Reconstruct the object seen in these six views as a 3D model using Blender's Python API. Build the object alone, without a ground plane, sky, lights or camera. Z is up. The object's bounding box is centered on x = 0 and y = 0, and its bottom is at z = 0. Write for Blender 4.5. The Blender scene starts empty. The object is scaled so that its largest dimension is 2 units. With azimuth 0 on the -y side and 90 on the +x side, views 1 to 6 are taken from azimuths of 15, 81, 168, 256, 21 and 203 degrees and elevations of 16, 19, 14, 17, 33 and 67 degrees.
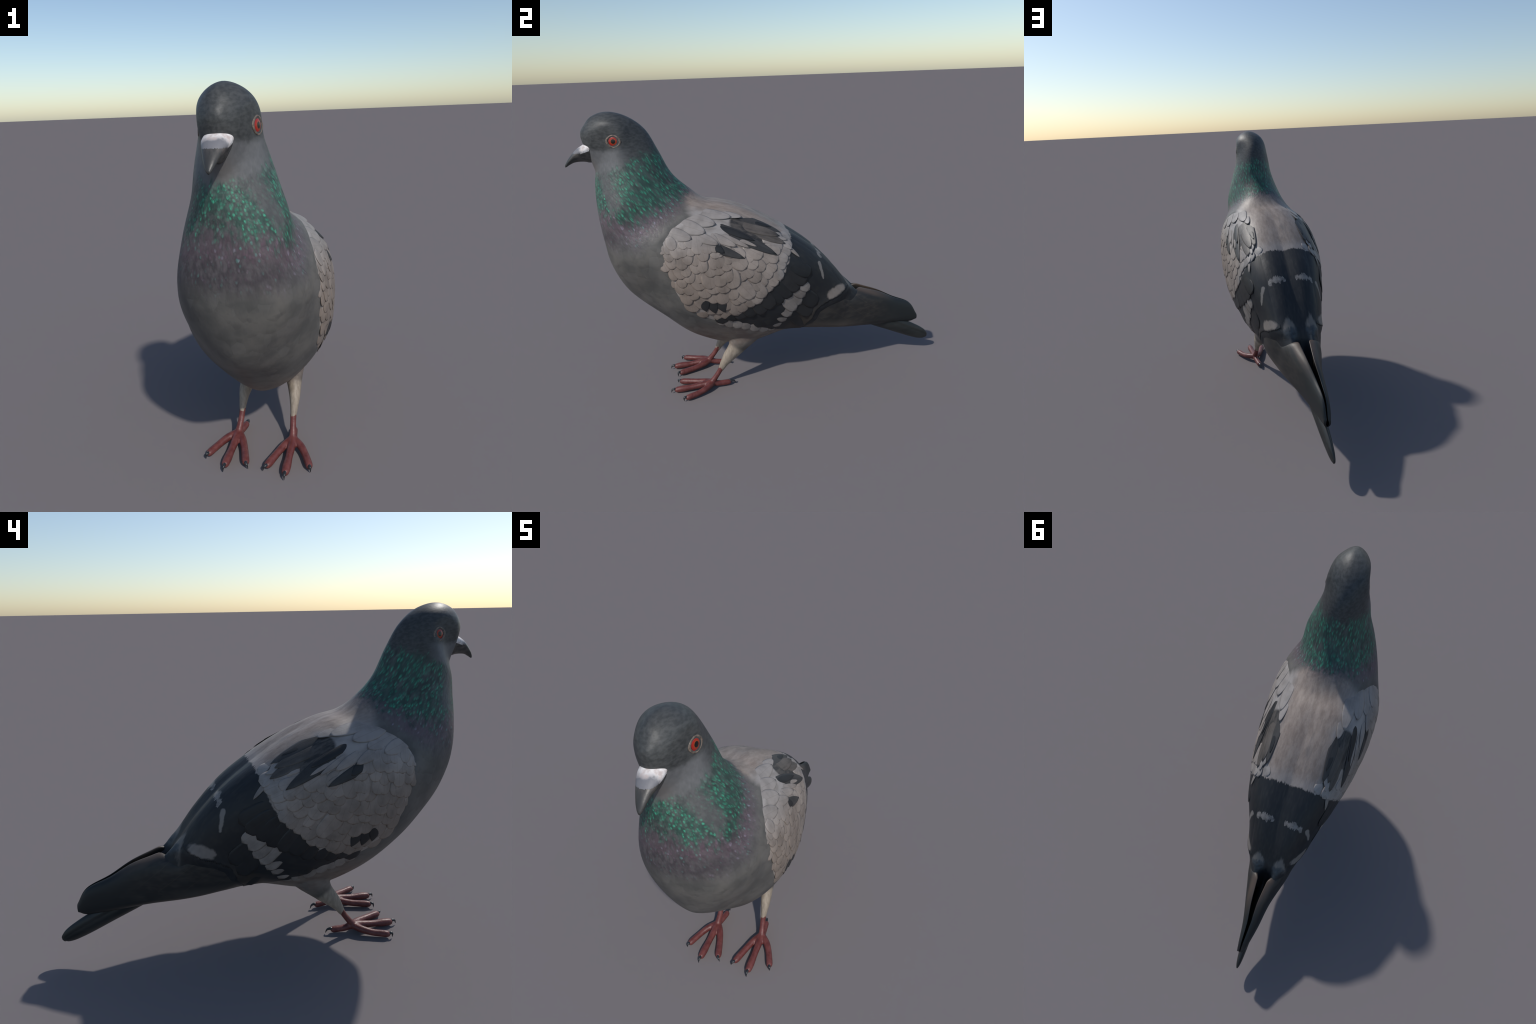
import bpy, bmesh, math, random
import numpy as np
from mathutils import Vector, Matrix
from mathutils.bvhtree import BVHTree

R = random.Random(7)
scene_col = bpy.context.scene.collection

# ------------------------------------------------------------------ sizes
# Stations of the bird's hull from forehead to wing tips.  Each is a slanted
# cross-section: dorsal point (y, z), ventral point (y, z), half width,
# level of the greatest width, squareness above and below it, sideways shift.
STATIONS = [
    (-0.911, 1.468, -0.906, 1.410, 0.022, 0.499, 1.86, 1.88, 0.017),
    (-0.848, 1.532, -0.882, 1.347, 0.061, 0.589, 1.75, 1.87, 0.014),
    (-0.766, 1.552, -0.865, 1.286, 0.084, 0.757, 1.75, 1.73, 0.014),
    (-0.674, 1.524, -0.862, 1.257, 0.099, 0.751, 1.75, 1.81, 0.012),
    (-0.595, 1.458, -0.871, 1.204, 0.115, 0.518, 1.75, 1.95, 0.008),
    (-0.542, 1.355, -0.874, 1.122, 0.140, 0.432, 1.75, 2.23, 0.016),
    (-0.485, 1.234, -0.870, 1.029, 0.176, 0.421, 1.69, 2.60, 0.015),
    (-0.399, 1.145, -0.860, 0.912, 0.203, 0.402, 1.89, 2.63, 0.004),
    (-0.324, 1.089, -0.838, 0.770, 0.252, 0.475, 2.09, 2.21, 0.008),
    (-0.213, 1.065, -0.767, 0.603, 0.292, 0.494, 2.09, 1.69, -0.002),
    (-0.072, 1.007, -0.608, 0.457, 0.303, 0.429, 2.39, 1.83, -0.003),
    (0.086, 0.910, -0.435, 0.303, 0.285, 0.464, 2.79, 1.64, 0.002),
    (0.237, 0.802, -0.190, 0.218, 0.237, 0.478, 3.00, 1.60, 0.008),
    (0.361, 0.679, 0.046, 0.268, 0.185, 0.420, 3.00, 1.60, 0.007),
    (0.456, 0.559, 0.225, 0.280, 0.157, 0.260, 3.00, 1.60, 0.011),
    (0.530, 0.508, 0.422, 0.257, 0.114, 0.200, 2.97, 1.77, 0.011),
    (0.660, 0.459, 0.605, 0.239, 0.069, 0.231, 2.87, 1.94, 0.014),
    (0.761, 0.404, 0.759, 0.227, 0.045, 0.299, 2.74, 2.07, 0.009),
    (0.867, 0.354, 0.872, 0.221, 0.027, 0.459, 2.50, 2.18, 0.011),
    (0.917, 0.275, 0.915, 0.236, 0.018, 0.517, 2.26, 2.27, 0.016),
]
C25, S25 = math.cos(math.radians(25)), math.sin(math.radians(25))


def smoothstep(a, b, x):
    t = np.clip((x - a) / (b - a), 0, 1)
    return t * t * (3 - 2 * t)


def catmull(P, k):
    P = np.asarray(P, float)
    Q = np.vstack([2 * P[0] - P[1], P, 2 * P[-1] - P[-2]])
    out = []
    for i in range(len(P) - 1):
        a, b, c, d = Q[i:i + 4]
        for t in np.arange(k) / k:
            out.append(.5 * (2 * b + (c - a) * t + (2 * a - 5 * b + 4 * c - d) * t * t + (3 * b - a - 3 * c + d) * t ** 3))
    out.append(P[-1])
    return np.array(out)


def sections(S, m):
    """rings of points for rows of (Ty,Tz,By,Bz,w,m,pt,pb,xc)"""
    ph = np.arange(m) / m * 2 * np.pi
    Ty, Tz, By, Bz, w, lev, pt, pb, xc = [S[:, i][:, None] for i in range(9)]
    c, s = np.cos(ph)[None], np.sin(ph)[None]
    p = np.where(c > 0, pt, pb)
    x = np.sign(s) * np.abs(s) ** (2 / p) * w + xc
    h = np.sign(c) * np.abs(c) ** (2 / p)
    f = lev + np.where(h > 0, h * (1 - lev), h * lev)
    return np.stack([x, By + f * (Ty - By), Bz + f * (Tz - Bz)], -1)


def obj_from(name, verts, faces, parent=None, mat=None, smooth=True):
    me = bpy.data.meshes.new(name)
    me.from_pydata([tuple(v) for v in verts], [], faces)
    me.update()
    if smooth:
        me.polygons.foreach_set("use_smooth", [True] * len(me.polygons))
    if mat:
        me.materials.append(mat)
    o = bpy.data.objects.new(name, me)
    scene_col.objects.link(o)
    if parent:
        o.parent = parent
    return o


def ring_mesh(V, cap0=True, cap1=True):
    n, m, _ = V.shape
    vs = [tuple(v) for v in V.reshape(-1, 3)]
    fs = [(i * m + j, (i + 1) * m + j, (i + 1) * m + (j + 1) % m, i * m + (j + 1) % m) for i in range(n - 1) for j in range(m)]
    for flag, i in ((cap0, 0), (cap1, n - 1)):
        if flag:
            vs.append(tuple(V[i].mean(0)))
            c = len(vs) - 1
            for j in range(m):
                a, b = i * m + j, i * m + (j + 1) % m
                fs.append((c, a, b) if i == 0 else (c, b, a))
    return vs, fs


def fix_normals(me):
    bm = bmesh.new()
    bm.from_mesh(me)
    bmesh.ops.recalc_face_normals(bm, faces=bm.faces)
    bm.to_mesh(me)
    bm.free()


def empty(name):
    o = bpy.data.objects.new(name, None)
    scene_col.objects.link(o)
    return o


def evaluated_mesh(o):
    dg = bpy.context.evaluated_depsgraph_get()
    return bpy.data.meshes.new_from_object(o.evaluated_get(dg))


def drop(o):
    me = o.data
    bpy.data.objects.remove(o)
    bpy.data.meshes.remove(me)


def remesh(o, voxel, smooth_iter=3):
    m = o.modifiers.new("r", 'REMESH')
    m.mode = 'VOXEL'
    m.voxel_size = voxel
    s = o.modifiers.new("s", 'SMOOTH')
    s.factor, s.iterations = .5, smooth_iter
    me = evaluated_mesh(o)
    drop(o)
    return me


def vert_arrays(me):
    co = np.empty(len(me.vertices) * 3)
    me.vertices.foreach_get("co", co)
    no = np.empty(len(me.vertices) * 3)
    me.vertices.foreach_get("normal", no)
    return co.reshape(-1, 3), no.reshape(-1, 3)


def split_regions(me, label_of_face, parts, parent, normals=None):
    """cut one smooth surface into named objects that keep the whole's normals"""
    co, no = vert_arrays(me)
    if normals is not None:
        no = normals
    faces = {}
    for p, lab in zip(me.polygons, label_of_face):
        faces.setdefault(int(lab), []).append(tuple(p.vertices))
    made = {}
    for lab, (name, mat, par) in parts.items():
        fl = faces.get(lab, [])
        used = sorted({v for f in fl for v in f})
        idx = {v: i for i, v in enumerate(used)}
        o = obj_from(name, co[used], [tuple(idx[v] for v in f) for f in fl], par or parent, mat)
        o.data.normals_split_custom_set_from_vertices([tuple(no[v]) for v in used])
        made[lab] = o
    return made


def tube(path, m=16):
    """rings of a tube along (x,y,z,r[,r2]) points with round ends; r across x, r2 in the other direction"""
    P = catmull([p if len(p) == 5 else tuple(p) + (p[3],) for p in path], 8)
    d = np.gradient(P[:, :3], axis=0)
    d /= np.linalg.norm(d, axis=1)[:, None]
    ends = []
    rows = []
    for i, (p, t) in enumerate(zip(P, d)):
        rows.append((p[:3], t, p[3], p[4]))
    def cap(row, sign):
        c, t, r, r2 = row
        return [(c + sign * t * r * math.sin(a), t, r * math.cos(a), r2 * math.cos(a)) for a in (math.radians(x) for x in (30, 55, 75, 87))]
    rows = cap(rows[0], -1)[::-1] + rows + cap(rows[-1], 1)
    V = []
    for c, t, r, r2 in rows:
        a = np.cross(t, [0, 0, 1.0]) if abs(t[2]) < .9 else np.array([1.0, 0, 0]) - t * t[0]
        a /= np.linalg.norm(a)
        b = np.cross(a, t)
        ph = np.arange(m) / m * 2 * np.pi
        V.append(c[None] + np.outer(np.cos(ph), a) * r + np.outer(np.sin(ph), b) * r2)
    return np.array(V)


# ------------------------------------------------------------------ node helper
class G:
    """a socket that can be added, multiplied ... with others"""
    def __init__(s, t, sock):
        s.t, s.s = t, sock

    def _m(s, op, b=None, c=None, clamp=False):
        n = s.t.nodes.new("ShaderNodeMath")
        n.operation = op
        n.use_clamp = clamp
        for i, v in enumerate((s, b, c)):
            if v is None:
                continue
            if isinstance(v, G):
                s.t.links.new(v.s, n.inputs[i])
            else:
                n.inputs[i].default_value = v
        return G(s.t, n.outputs[0])

    def __add__(s, o): return s._m('ADD', o)
    __radd__ = __add__
    def __sub__(s, o): return s._m('SUBTRACT', o)
    def __rsub__(s, o): return (s * -1) + o
    def __mul__(s, o): return s._m('MULTIPLY', o)
    __rmul__ = __mul__
    def __truediv__(s, o): return s._m('DIVIDE', o)
    def abs(s): return s._m('ABSOLUTE')
    def sqrt(s): return s._m('SQRT')
    def max(s, o): return s._m('MAXIMUM', o)
    def min(s, o): return s._m('MINIMUM', o)
    def step(s, a, b):
        n = s.t.nodes.new("ShaderNodeMapRange")
        n.interpolation_type = 'SMOOTHSTEP'
        s.t.links.new(s.s, n.inputs[0])
        # falling ranges are flipped, smoothstep wants a < b
        lo, hi, o0, o1 = (a, b, 0, 1) if a < b else (b, a, 1, 0)
        for i, v in enumerate((lo, hi, o0, o1)):
            n.inputs[1 + i].default_value = v
        return G(s.t, n.outputs[0])


class Mat:
    def __init__(s, name, rough=.55, spec=.4):
        s.m = bpy.data.materials.new(name)
        s.m.use_nodes = True
        s.t = s.m.node_tree
        s.b = s.t.nodes["Principled BSDF"]
        s.b.inputs["Roughness"].default_value = rough
        s.b.inputs["Specular IOR Level"].default_value = spec
        s.co = s.t.nodes.new("ShaderNodeTexCoord").outputs["Object"]
        s._x = None

    def xyz(s, sock=None):
        n = s.t.nodes.new("ShaderNodeSeparateXYZ")
        s.t.links.new(sock or s.co, n.inputs[0])
        return [G(s.t, o) for o in n.outputs]

    def world(s):
        return s.t.nodes.new("ShaderNodeNewGeometry").outputs["Position"]

    def random(s):
        return G(s.t, s.t.nodes.new("ShaderNodeObjectInfo").outputs["Random"])

    def vec(s, x, y, z):
        n = s.t.nodes.new("ShaderNodeCombineXYZ")
        for i, v in enumerate((x, y, z)):
            if isinstance(v, G):
                s.t.links.new(v.s, n.inputs[i])
            else:
                n.inputs[i].default_value = v
        return n.outputs[0]

    def noise(s, scale, detail=3, vec=None, stretch=None, rough=.55):
        v = vec or s.co
        if stretch:
            mp = s.t.nodes.new("ShaderNodeMapping")
            mp.inputs["Scale"].default_value = stretch
            s.t.links.new(v, mp.inputs[0])
            v = mp.outputs[0]
        n = s.t.nodes.new("ShaderNodeTexNoise")
        n.inputs["Scale"].default_value = scale
        n.inputs["Detail"].default_value = detail
        n.inputs["Roughness"].default_value = rough
        s.t.links.new(v, n.inputs["Vector"])
        return G(s.t, n.outputs[0])

    def voronoi(s, scale, vec=None, feature='F1'):
        n = s.t.nodes.new("ShaderNodeTexVoronoi")
        n.feature = feature
        n.inputs["Scale"].default_value = scale
        s.t.links.new(vec or s.co, n.inputs["Vector"])
        s.cell = n.outputs["Position"]
        return G(s.t, n.outputs["Distance"]), n.outputs["Color"]

    def mix(s, a, b, f):
        n = s.t.nodes.new("ShaderNodeMix")
        n.data_type = 'RGBA'
        for i, v in ((6, a), (7, b)):
            if isinstance(v, tuple):
                n.inputs[i].default_value = v + (1,)
            else:
                s.t.links.new(v, n.inputs[i])
        if isinstance(f, G):
            s.t.links.new(f.s, n.inputs[0])
        else:
            n.inputs[0].default_value = f
        return n.outputs[2]

    def scale(s, col, f):
        n = s.t.nodes.new("ShaderNodeMix")
        n.data_type = 'RGBA'
        n.blend_type = 'MULTIPLY'
        n.inputs[0].default_value = 1
        s.t.links.new(col, n.inputs[6])
        s.t.links.new(s.vec(f, f, f), n.inputs[7])
        return n.outputs[2]

    def color(s, c):
        if isinstance(c, tuple):
            s.b.inputs["Base Color"].default_value = c + (1,)
        else:
            s.t.links.new(c, s.b.inputs["Base Color"])
        return s

    def bump(s, h, strength=.3, dist=.003):
        n = s.t.nodes.new("ShaderNodeBump")
        n.inputs["Strength"].default_value = strength
        n.inputs["Distance"].default_value = dist
        s.t.links.new(h.s, n.inputs["Height"])
        s.t.links.new(n.outputs[0], s.b.inputs["Normal"])
        return s


def capsule(a, b, y, q, p0, p1):
    """distance from (y,q) to the segment p0-p1"""
    dx, dy = p1[0] - p0[0], p1[1] - p0[1]
    L2 = dx * dx + dy * dy
    py, pq = y - p0[0], q - p0[1]
    t = ((py * dx + pq * dy) / L2).max(0).min(1)
    ey, eq = py - t * dx, pq - t * dy
    return (ey * ey + eq * eq).sqrt()


# colours (linear)
DARK = (.016, .018, .021)
TAN = (.30, .25, .215)
PALE = (.42, .38, .35)
BLUEWHITE = (.255, .238, .23)
GREY = (.105, .10, .095)
BROWN = (.075, .062, .052)
FAN = (-.33, .76)      # centre of the covert fan in the side chart (y, q)
FRONT = (-.60, .72)


def saddle_color(M, ax, y, ey):
    """pale tan back feathers, streaked lengthwise, blue-white towards the shoulders"""
    streak = M.noise(24, 6, stretch=(1.8, .5, .8), rough=.7)
    n = M.noise(9, 4)
    c = M.mix((.205, .162, .136), (.305, .252, .216), streak.step(.3, .68))
    c = M.mix(c, (.14, .125, .118), M.noise(11, 3, stretch=(2, .5, .7)).step(.56, .72) * ax.step(.09, .03) * .7)
    c = M.mix(c, M.mix((.215, .198, .188), (.325, .305, .295), M.noise(20, 3, stretch=(1.5, .6, 1)).step(.3, .7)),
              (ax + (n - .5) * .10).step(.10, .18) * .85)
    return M.mix(c, (.34, .325, .32), ey.step(.03, .10) * .35)


def plumage(name, wing=False):
    M = Mat(name, .5, .35)
    x, y, z = M.xyz()
    ax = (x - .004).abs()
    q = z * C25 - ax * S25
    nz = M.noise(9, 4)
    nf = M.noise(60, 3)
    fib = M.noise(30, 3, stretch=(3, .45, .8))        # fibres that run backwards
    edge = M.noise(55, 2, stretch=(2.2, .5, .6))
    ey = y + (edge - .5) * .035
    # ---------- breast and belly
    col = M.mix((.074, .073, .070), (.122, .115, .106), nz.step(.3, .7))
    col = M.mix(col, (.06, .06, .06), M.noise(18, 3).step(.62, .75) * .5)
    belly = (z - y * .12 + (nz - .5) * .12).step(.52, .38)
    col = M.mix(col, M.mix((.135, .104, .09), (.19, .165, .142), M.noise(22, 4, stretch=(1.2, .7, 1)).step(.3, .7)), belly)
    bvec = M.vec(x, y * .8, z * .62 + (nz - .5) * .02)
    bd, bc = M.voronoi(30, bvec)
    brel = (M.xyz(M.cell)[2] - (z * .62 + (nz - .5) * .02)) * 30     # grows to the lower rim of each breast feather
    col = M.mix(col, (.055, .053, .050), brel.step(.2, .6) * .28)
    col = M.mix(col, (.15, .145, .138), (M.xyz(bc)[0]).step(.6, 1.0) * .25)
    # ---------- thigh
    leg = (z + (nf - .5) * .03).step(.285, .235) * y.step(-.12, -.2)
    hair = M.noise(45, 3, stretch=(2.5, 1.6, .5))
    thigh = M.mix((.23, .19, .15), (.32, .27, .215), hair.step(.3, .7))
    thigh = M.mix(thigh, (.06, .058, .052), (y + z * 1.05).step(.02, .06) * .85)
    col = M.mix(col, thigh, leg)
    # ---------- back : pale saddle, black band, spots, pale rump
    saddle = saddle_color(M, ax, y, ey)
    up = (q + (nz - .5) * .03).step(.60, .66)
    col = M.mix(col, saddle, up * (y + z * .35 + (fib - .5) * .03).step(-.075, -.02))
    dk = M.mix(DARK, (.030, .030, .031), fib.step(.4, .8))
    dark = ey.step(.106, .116) * q.step(.2, .25)
    col = M.mix(col, dk, dark)
    spots = ((ey - .272) / .017)
    sp = (ax - .074).abs() / .030
    s1 = (spots * spots + sp * sp).step(1.15, .75)
    sp2 = (ax - .114).abs() / .012
    s2 = (spots * spots * 1.6 + sp2 * sp2).step(1.1, .7)
    sp3 = (ax - .036).abs() / .010
    s3 = (spots * spots * 2.0 + sp3 * sp3).step(1.1, .7)
    col = M.mix(col, (.235, .215, .20), (s1.max(s2).max(s3)) * (.55 + .45 * nf.step(.35, .6)))
    st = capsule(0, 0, y + (edge - .5) * .02, q, (.262, .585), (.280, .50))
    col = M.mix(col, (.20, .18, .165), st.step(.012, .006))
    rumpx = (ax - .062).abs()
    rump = (ey - .405 - rumpx * .9).step(0, .022) * rumpx.step(.040, .024) * ey.step(.475, .45)
    col = M.mix(col, (.155, .142, .13), rump)
    blue = (ey).step(.448, .462) * q.step(.41, .45) * (ax + y.step(.45, .5) * -.012).step(.012, .03)  # blue masked out mid-back, so the slot's shade is coloured in dark
    col = M.mix(col, (.055, .068, .078), blue * nf.step(.2, .7))
    ov = capsule(0, 0, y + (edge - .5) * .03, q + (nf - .5) * .03, (.322, .406), (.400, .440)) + (y - .36).abs() * .12
    col = M.mix(col, (.22, .195, .175), ov.step(.034, .018))
    # ---------- neck : green and purple hackles
    t = z - (y + .69).max(0) * .8
    jag = (M.noise(40, 2, stretch=(1.6, 1.6, .5)) - .5)
    th = t + jag * .09
    neck = (th + (nz - .5) * .08).step(.85, .95)
    nose = (y + .87) * .37
    headm = (z - 1.235 - nose + jag * .10)
    # cells drawn out along the lie of the feathers (down and back)
    u = y * .55 - z * .83
    v = y * .83 + z * .55
    hv = M.vec(x * 1.0, v * 1.0, u * .42)
    wob = (M.noise(14, 2) - .5)
    hv = M.vec(x + wob * .012, v + wob * .02, u * .25)
    d, cc = M.voronoi(112, hv)
    cr, cg, cb = M.xyz(cc)
    along = (u * .25 - M.xyz(M.cell)[2]) * 112      # -.5 tip ... .5 root of each hackle (u falls towards the root)
    tip = d.step(.70, .20) * along.step(-.45, .30)
    base = M.mix((.036, .040, .041), (.092, .094, .094), M.noise(50, 3, vec=hv).step(.35, .7))
    big = M.noise(22, 2, vec=hv)
    fine = M.noise(150, 2, vec=M.vec(x + wob * .012, v + wob * .02, u * .14))
    glow = tip * (cr * .55 + big * .9).step(.36, .74) * (.35 + .65 * fine.step(.36, .56))
    tg = t + (y + .70) * .38
    green = (tg + jag * .20 + (big - .5) * .10).step(.975, 1.075)
    low = (tg + jag * .08).step(.90, .98)
    cheek = capsule(0, 0, y, z, (-.815, 1.27), (-.775, 1.13))
    cheekm = (cheek + jag * .07).step(.055, .012) * ax.step(.05, .09)
    patch = M.noise(11, 3).step(.36, .56)
    glow = glow * (patch * .55 + .5)
    hack = M.mix(base, M.mix((.025, .27, .16), (.10, .66, .40), cg), glow * green * (1 - cheekm * .85))
    hack = M.mix(hack, (.018, .085, .062), green * (patch * .34 + .14) * (1 - cheekm))
    purp = (1 - green) * low.max(.45)
    hack = M.mix(hack, (.088, .078, .080), purp * .5)
    hack = M.mix(hack, M.mix((.125, .062, .10), (.22, .125, .18), cb), (.28 + .55 * glow) * purp * .75)
    hack = M.mix(hack, (.08, .26, .22), glow * cg.step(.7, .95) * purp)
    hack = M.mix(hack, (.30, .30, .38), glow * cb.step(.88, .98) * purp * .7)
    hack = M.mix(hack, (.10, .10, .102), cheekm * .55)
    col = M.mix(col, hack, neck)
    # ---------- head : slate, darker brow, greyer cheek
    hb = M.noise(70, 3, stretch=(1, .6, 1.4))
    head = M.mix((.038, .0405, .0415), (.066, .069, .069), hb.step(.3, .7))
    jaw = (z - 1.372 + (y + .80).abs() * -.15 + (nf - .5) * .02).step(.012, -.015) * y.step(-.66, -.76)
    head = M.mix(head, M.mix((.085, .088, .092), (.15, .15, .155), M.noise(85, 3, stretch=(1, .7, .6))), jaw)
    throat = ax.step(.07, .03) * z.step(1.36, 1.30)
    head = M.mix(head, (.12, .112, .11), throat * .7)
    col = M.mix(col, head, headm.step(-.015, .035))
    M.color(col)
    hgt = ((along * .8 - d * .6) * neck * (1 - headm.step(-.02, .02))) + fib * .35 + nf * .25 + hb * .3 + (brel * .35 - bd * .3) * (1 - neck)
    M.bump(hgt, .35, .004)
    return M.m


def feather_mat(name, a, b, edge, rough=.5, dark_base=None, ragged=True):
    """vane with a quill line, fine barbs, darker rim; local y runs to the tip"""
    M = Mat(name, rough, .35)
    x, y, z = M.xyz()
    rnd = M.random()
    barbs = M.noise(160, 2, vec=M.vec(x * .6 + y, y - x.abs() * .9, 0.0))
    col = M.mix(a, b, (rnd * .75 + barbs * .5 - .1))
    lane = M.noise(55, 3, vec=M.vec(x, y * .10, rnd * 3.0))
    if 'scapular' in name:
        col = M.mix(col, b, lane.step(.45, .7) * .7)
        col = M.mix(col, a, lane.step(.45, .3) * .7)
    wp = M.xyz(M.world())
    q = wp[2] * C25 - wp[0].abs() * S25
    cool = q.step(.62, .8)
    if name == "pale_covert":
        col = M.mix(col, (.275, .258, .25), cool * .7)
        warm = (wp[1] + wp[2] * .2 + (M.noise(7, 2, vec=M.world()) - .5) * .3)
        col = M.mix(col, (.195, .155, .128), warm.step(.05, -.15) * q.step(.72, .5) * .6)
        col = M.mix(col, (.295, .275, .262), (wp[1] + (M.noise(12, 2, vec=M.world()) - .5) * .2).step(-.02, .06) * .6)
    col = M.scale(col, M.noise(16, 4, vec=M.world()).step(.25, .65) * .30 + .76)
    n = M.t.nodes.new("ShaderNodeTexCoord")
    gx, gy, gz = M.xyz(n.outputs["Generated"])
    rim = ((gx - .5) * 2).abs()
    er = (rim * rim * rim + gy.step(.80, 1.0) * .9 + (barbs - .5) * .3)
    col = M.mix(col, edge, er.step(.66, 1.08) * .65)
    col = M.mix(col, edge, (gx - .5).abs().step(.025, .0) * .25)
    if dark_base:
        col = M.mix(col, dark_base, gy.step(.62, .5))
    M.color(col)
    M.bump(barbs, .25, .002)
    return M.m


def plain(name, c, c2=None, scale=30, rough=.5, spec=.4, bump=.2, stretch=None):
    M = Mat(name, rough, spec)
    n = M.noise(scale, 3, stretch=stretch)
    M.color(M.mix(c, c2 or c, n.step(.3, .7)))
    if bump:
        M.bump(n, bump, .002)
    return M.m


# ------------------------------------------------------------------ hull
def make_hull(k, m, groove=True):
    V = sections(catmull(STATIONS, k), m)
    if groove:
        x, y = V[..., 0], V[..., 1]
        xc = catmull(STATIONS, k)[:, 8][:, None]
        top = np.cos(np.arange(m) / m * 2 * np.pi)[None] > .3
        g = .010 * smoothstep(-.35, -.1, y) + .016 * smoothstep(.0, .35, y)
        V[..., 2] -= np.where(top, g * np.exp(-((x - xc) / .038) ** 2) + .10 * smoothstep(.455, .535, y) * np.exp(-((x - xc) / .034) ** 2), 0)
    return V


HULL = make_hull(10, 96)
hv, hf = ring_mesh(HULL)
HULL_TREE = BVHTree.FromPolygons(hv, hf)


def chart_hit(y, q, side):
    """point and normal of the hull at side-chart position (y, q)"""
    out = Vector((side * C25, 0, S25))
    upv = Vector((-side * S25, 0, C25))
    o = Vector((0, y, 0)) + upv * q + out * 3
    loc, nor, _, _ = HULL_TREE.ray_cast(o, -out)
    if loc is None:
        return None
    # average the normal a little so that facets do not tilt feathers
    if nor.dot(out) < 0:
        nor = -nor
    return loc, nor


def chart_of(P):
    return P[..., 1], P[..., 2] * C25 - np.abs(P[..., 0] - .004) * S25


# ------------------------------------------------------------------ the bird
bird = empty("pigeon")
bird["label"] = "grey feral pigeon standing with green iridescent neck and red feet"
bird["category"] = "bird"

m_body = plumage("plumage")
m_pale = feather_mat("pale_covert", (.205, .170, .146), (.315, .268, .236), (.10, .070, .052))
m_bar = feather_mat("bar_covert", (.18, .158, .142), (.27, .24, .218), (.10, .08, .065))
m_dark = feather_mat("dark_covert", (.014, .016, .018), (.026, .026, .027), (.045, .034, .026))
m_scap = feather_mat("dark_scapular", (.028, .028, .029), (.055, .052, .050), (.012, .013, .015))
m_brown = feather_mat("brown_scapular", (.055, .050, .046), (.125, .108, .096), (.022, .02, .02))

# secondaries' rear edge, where the folded primaries come out (y, q)
SEC_EDGE = [(.470, .470), (.425, .427), (.367, .386), (.302, .363), (.240, .329), (.216, .285), (.177, .248), (.12, .20)]


def beyond_edge(y, q):
    """signed distance behind the secondaries' edge, > 0 behind or below"""
    best = np.full(y.shape, 9.0)
    sign = np.ones(y.shape)
    for (y0, q0), (y1, q1) in zip(SEC_EDGE[:-1], SEC_EDGE[1:]):
        dy, dq = y1 - y0, q1 - q0
        t = np.clip(((y - y0) * dy + (q - q0) * dq) / (dy * dy + dq * dq), 0, 1)
        ey, eq = y - y0 - t * dy, q - q0 - t * dq
        d = np.hypot(ey, eq)
        s = np.sign(dy * eq - dq * ey)
        closer = d < best
        best, sign = np.where(closer, d, best), np.where(closer, s, sign)
    return best * sign


WING = [(-.30, .90), (-.43, .885), (-.515, .825), (-.580, .745), (-.572, .63), (-.545, .506), (-.495, .407), (-.405, .340),
        (-.28, .290), (-.12, .245), (.04, .215), (.12, .200)] + SEC_EDGE[::-1][1:-1] + [(.44, .452), (.36, .555), (.27, .655), (.15, .74), (.02, .79), (-.15, .87)]


def poly_sd(y, q, poly):
    """signed distance to a closed outline, > 0 inside"""
    best = np.full(y.shape, 9.0)
    inside = np.zeros(y.shape, bool)
    n = len(poly)
    for i in range(n):
        (y0, q0), (y1, q1) = poly[i], poly[(i + 1) % n]
        dy, dq = y1 - y0, q1 - q0
        t = np.clip(((y - y0) * dy + (q - q0) * dq) / (dy * dy + dq * dq + 1e-12), 0, 1)
        best = np.minimum(best, np.hypot(y - y0 - t * dy, q - q0 - t * dq))
        cr = ((q0 > q) != (q1 > q)) & (y < (y1 - y0) * (q - q0) / (q1 - q0 + 1e-12) + y0)
        inside ^= cr
    return np.where(inside, best, -best)


# ---- body: hull without the primaries, with thighs, as one smooth skin
K = 10
S = catmull(STATIONS, K)
i_end = 15 * K
Sb = S[:i_end + 1].copy()
body_rings = HULL[:i_end + 1].copy()
mid = body_rings[-1].mean(0)
y_, q_ = chart_of(body_rings)
be = beyond_edge(y_, q_)
shrink = smoothstep(0, .05, be) * .016 * smoothstep(.455, .415, q_) + smoothstep(.005, .035, poly_sd(y_, q_, WING)) * .006
cen = body_rings.mean(1)[:, None]
dirv = cen - body_rings
body_rings += dirv / np.linalg.norm(dirv, axis=2)[..., None] * shrink[..., None] * np.array([1, .3, .6])
extra = []
for f, dy, dz in ((.95, .012, -.008), (.84, .030, -.028), (.60, .06, -.06), (.3, .08, -.09)):
    r = (body_rings[-1] - mid) * np.array([f, f, f]) + mid + np.array([0, dy, dz])
    extra.append(r)
body_rings = np.concatenate([body_rings, np.array(extra)])
bv, bf = ring_mesh(body_rings)
nb = len(bv)
THIGH = [(.120, -.313, .108, .0140, .0165), (.121, -.292, .145, .018, .0245), (.119, -.258, .19, .026, .038), (.110, -.214, .235, .035, .052), (.10, -.17, .295, .052, .078), (.095, -.12, .37, .07, .10)]
for side in (1, -1):
    tv, tf = ring_mesh(tube([(side * a[0],) + tuple(a[1:]) for a in THIGH], 24))
    off = len(bv)
    bv += tv
    bf += [tuple(i + off for i in f) for f in tf]
tmp = obj_from("body_tmp", bv, bf)
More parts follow.
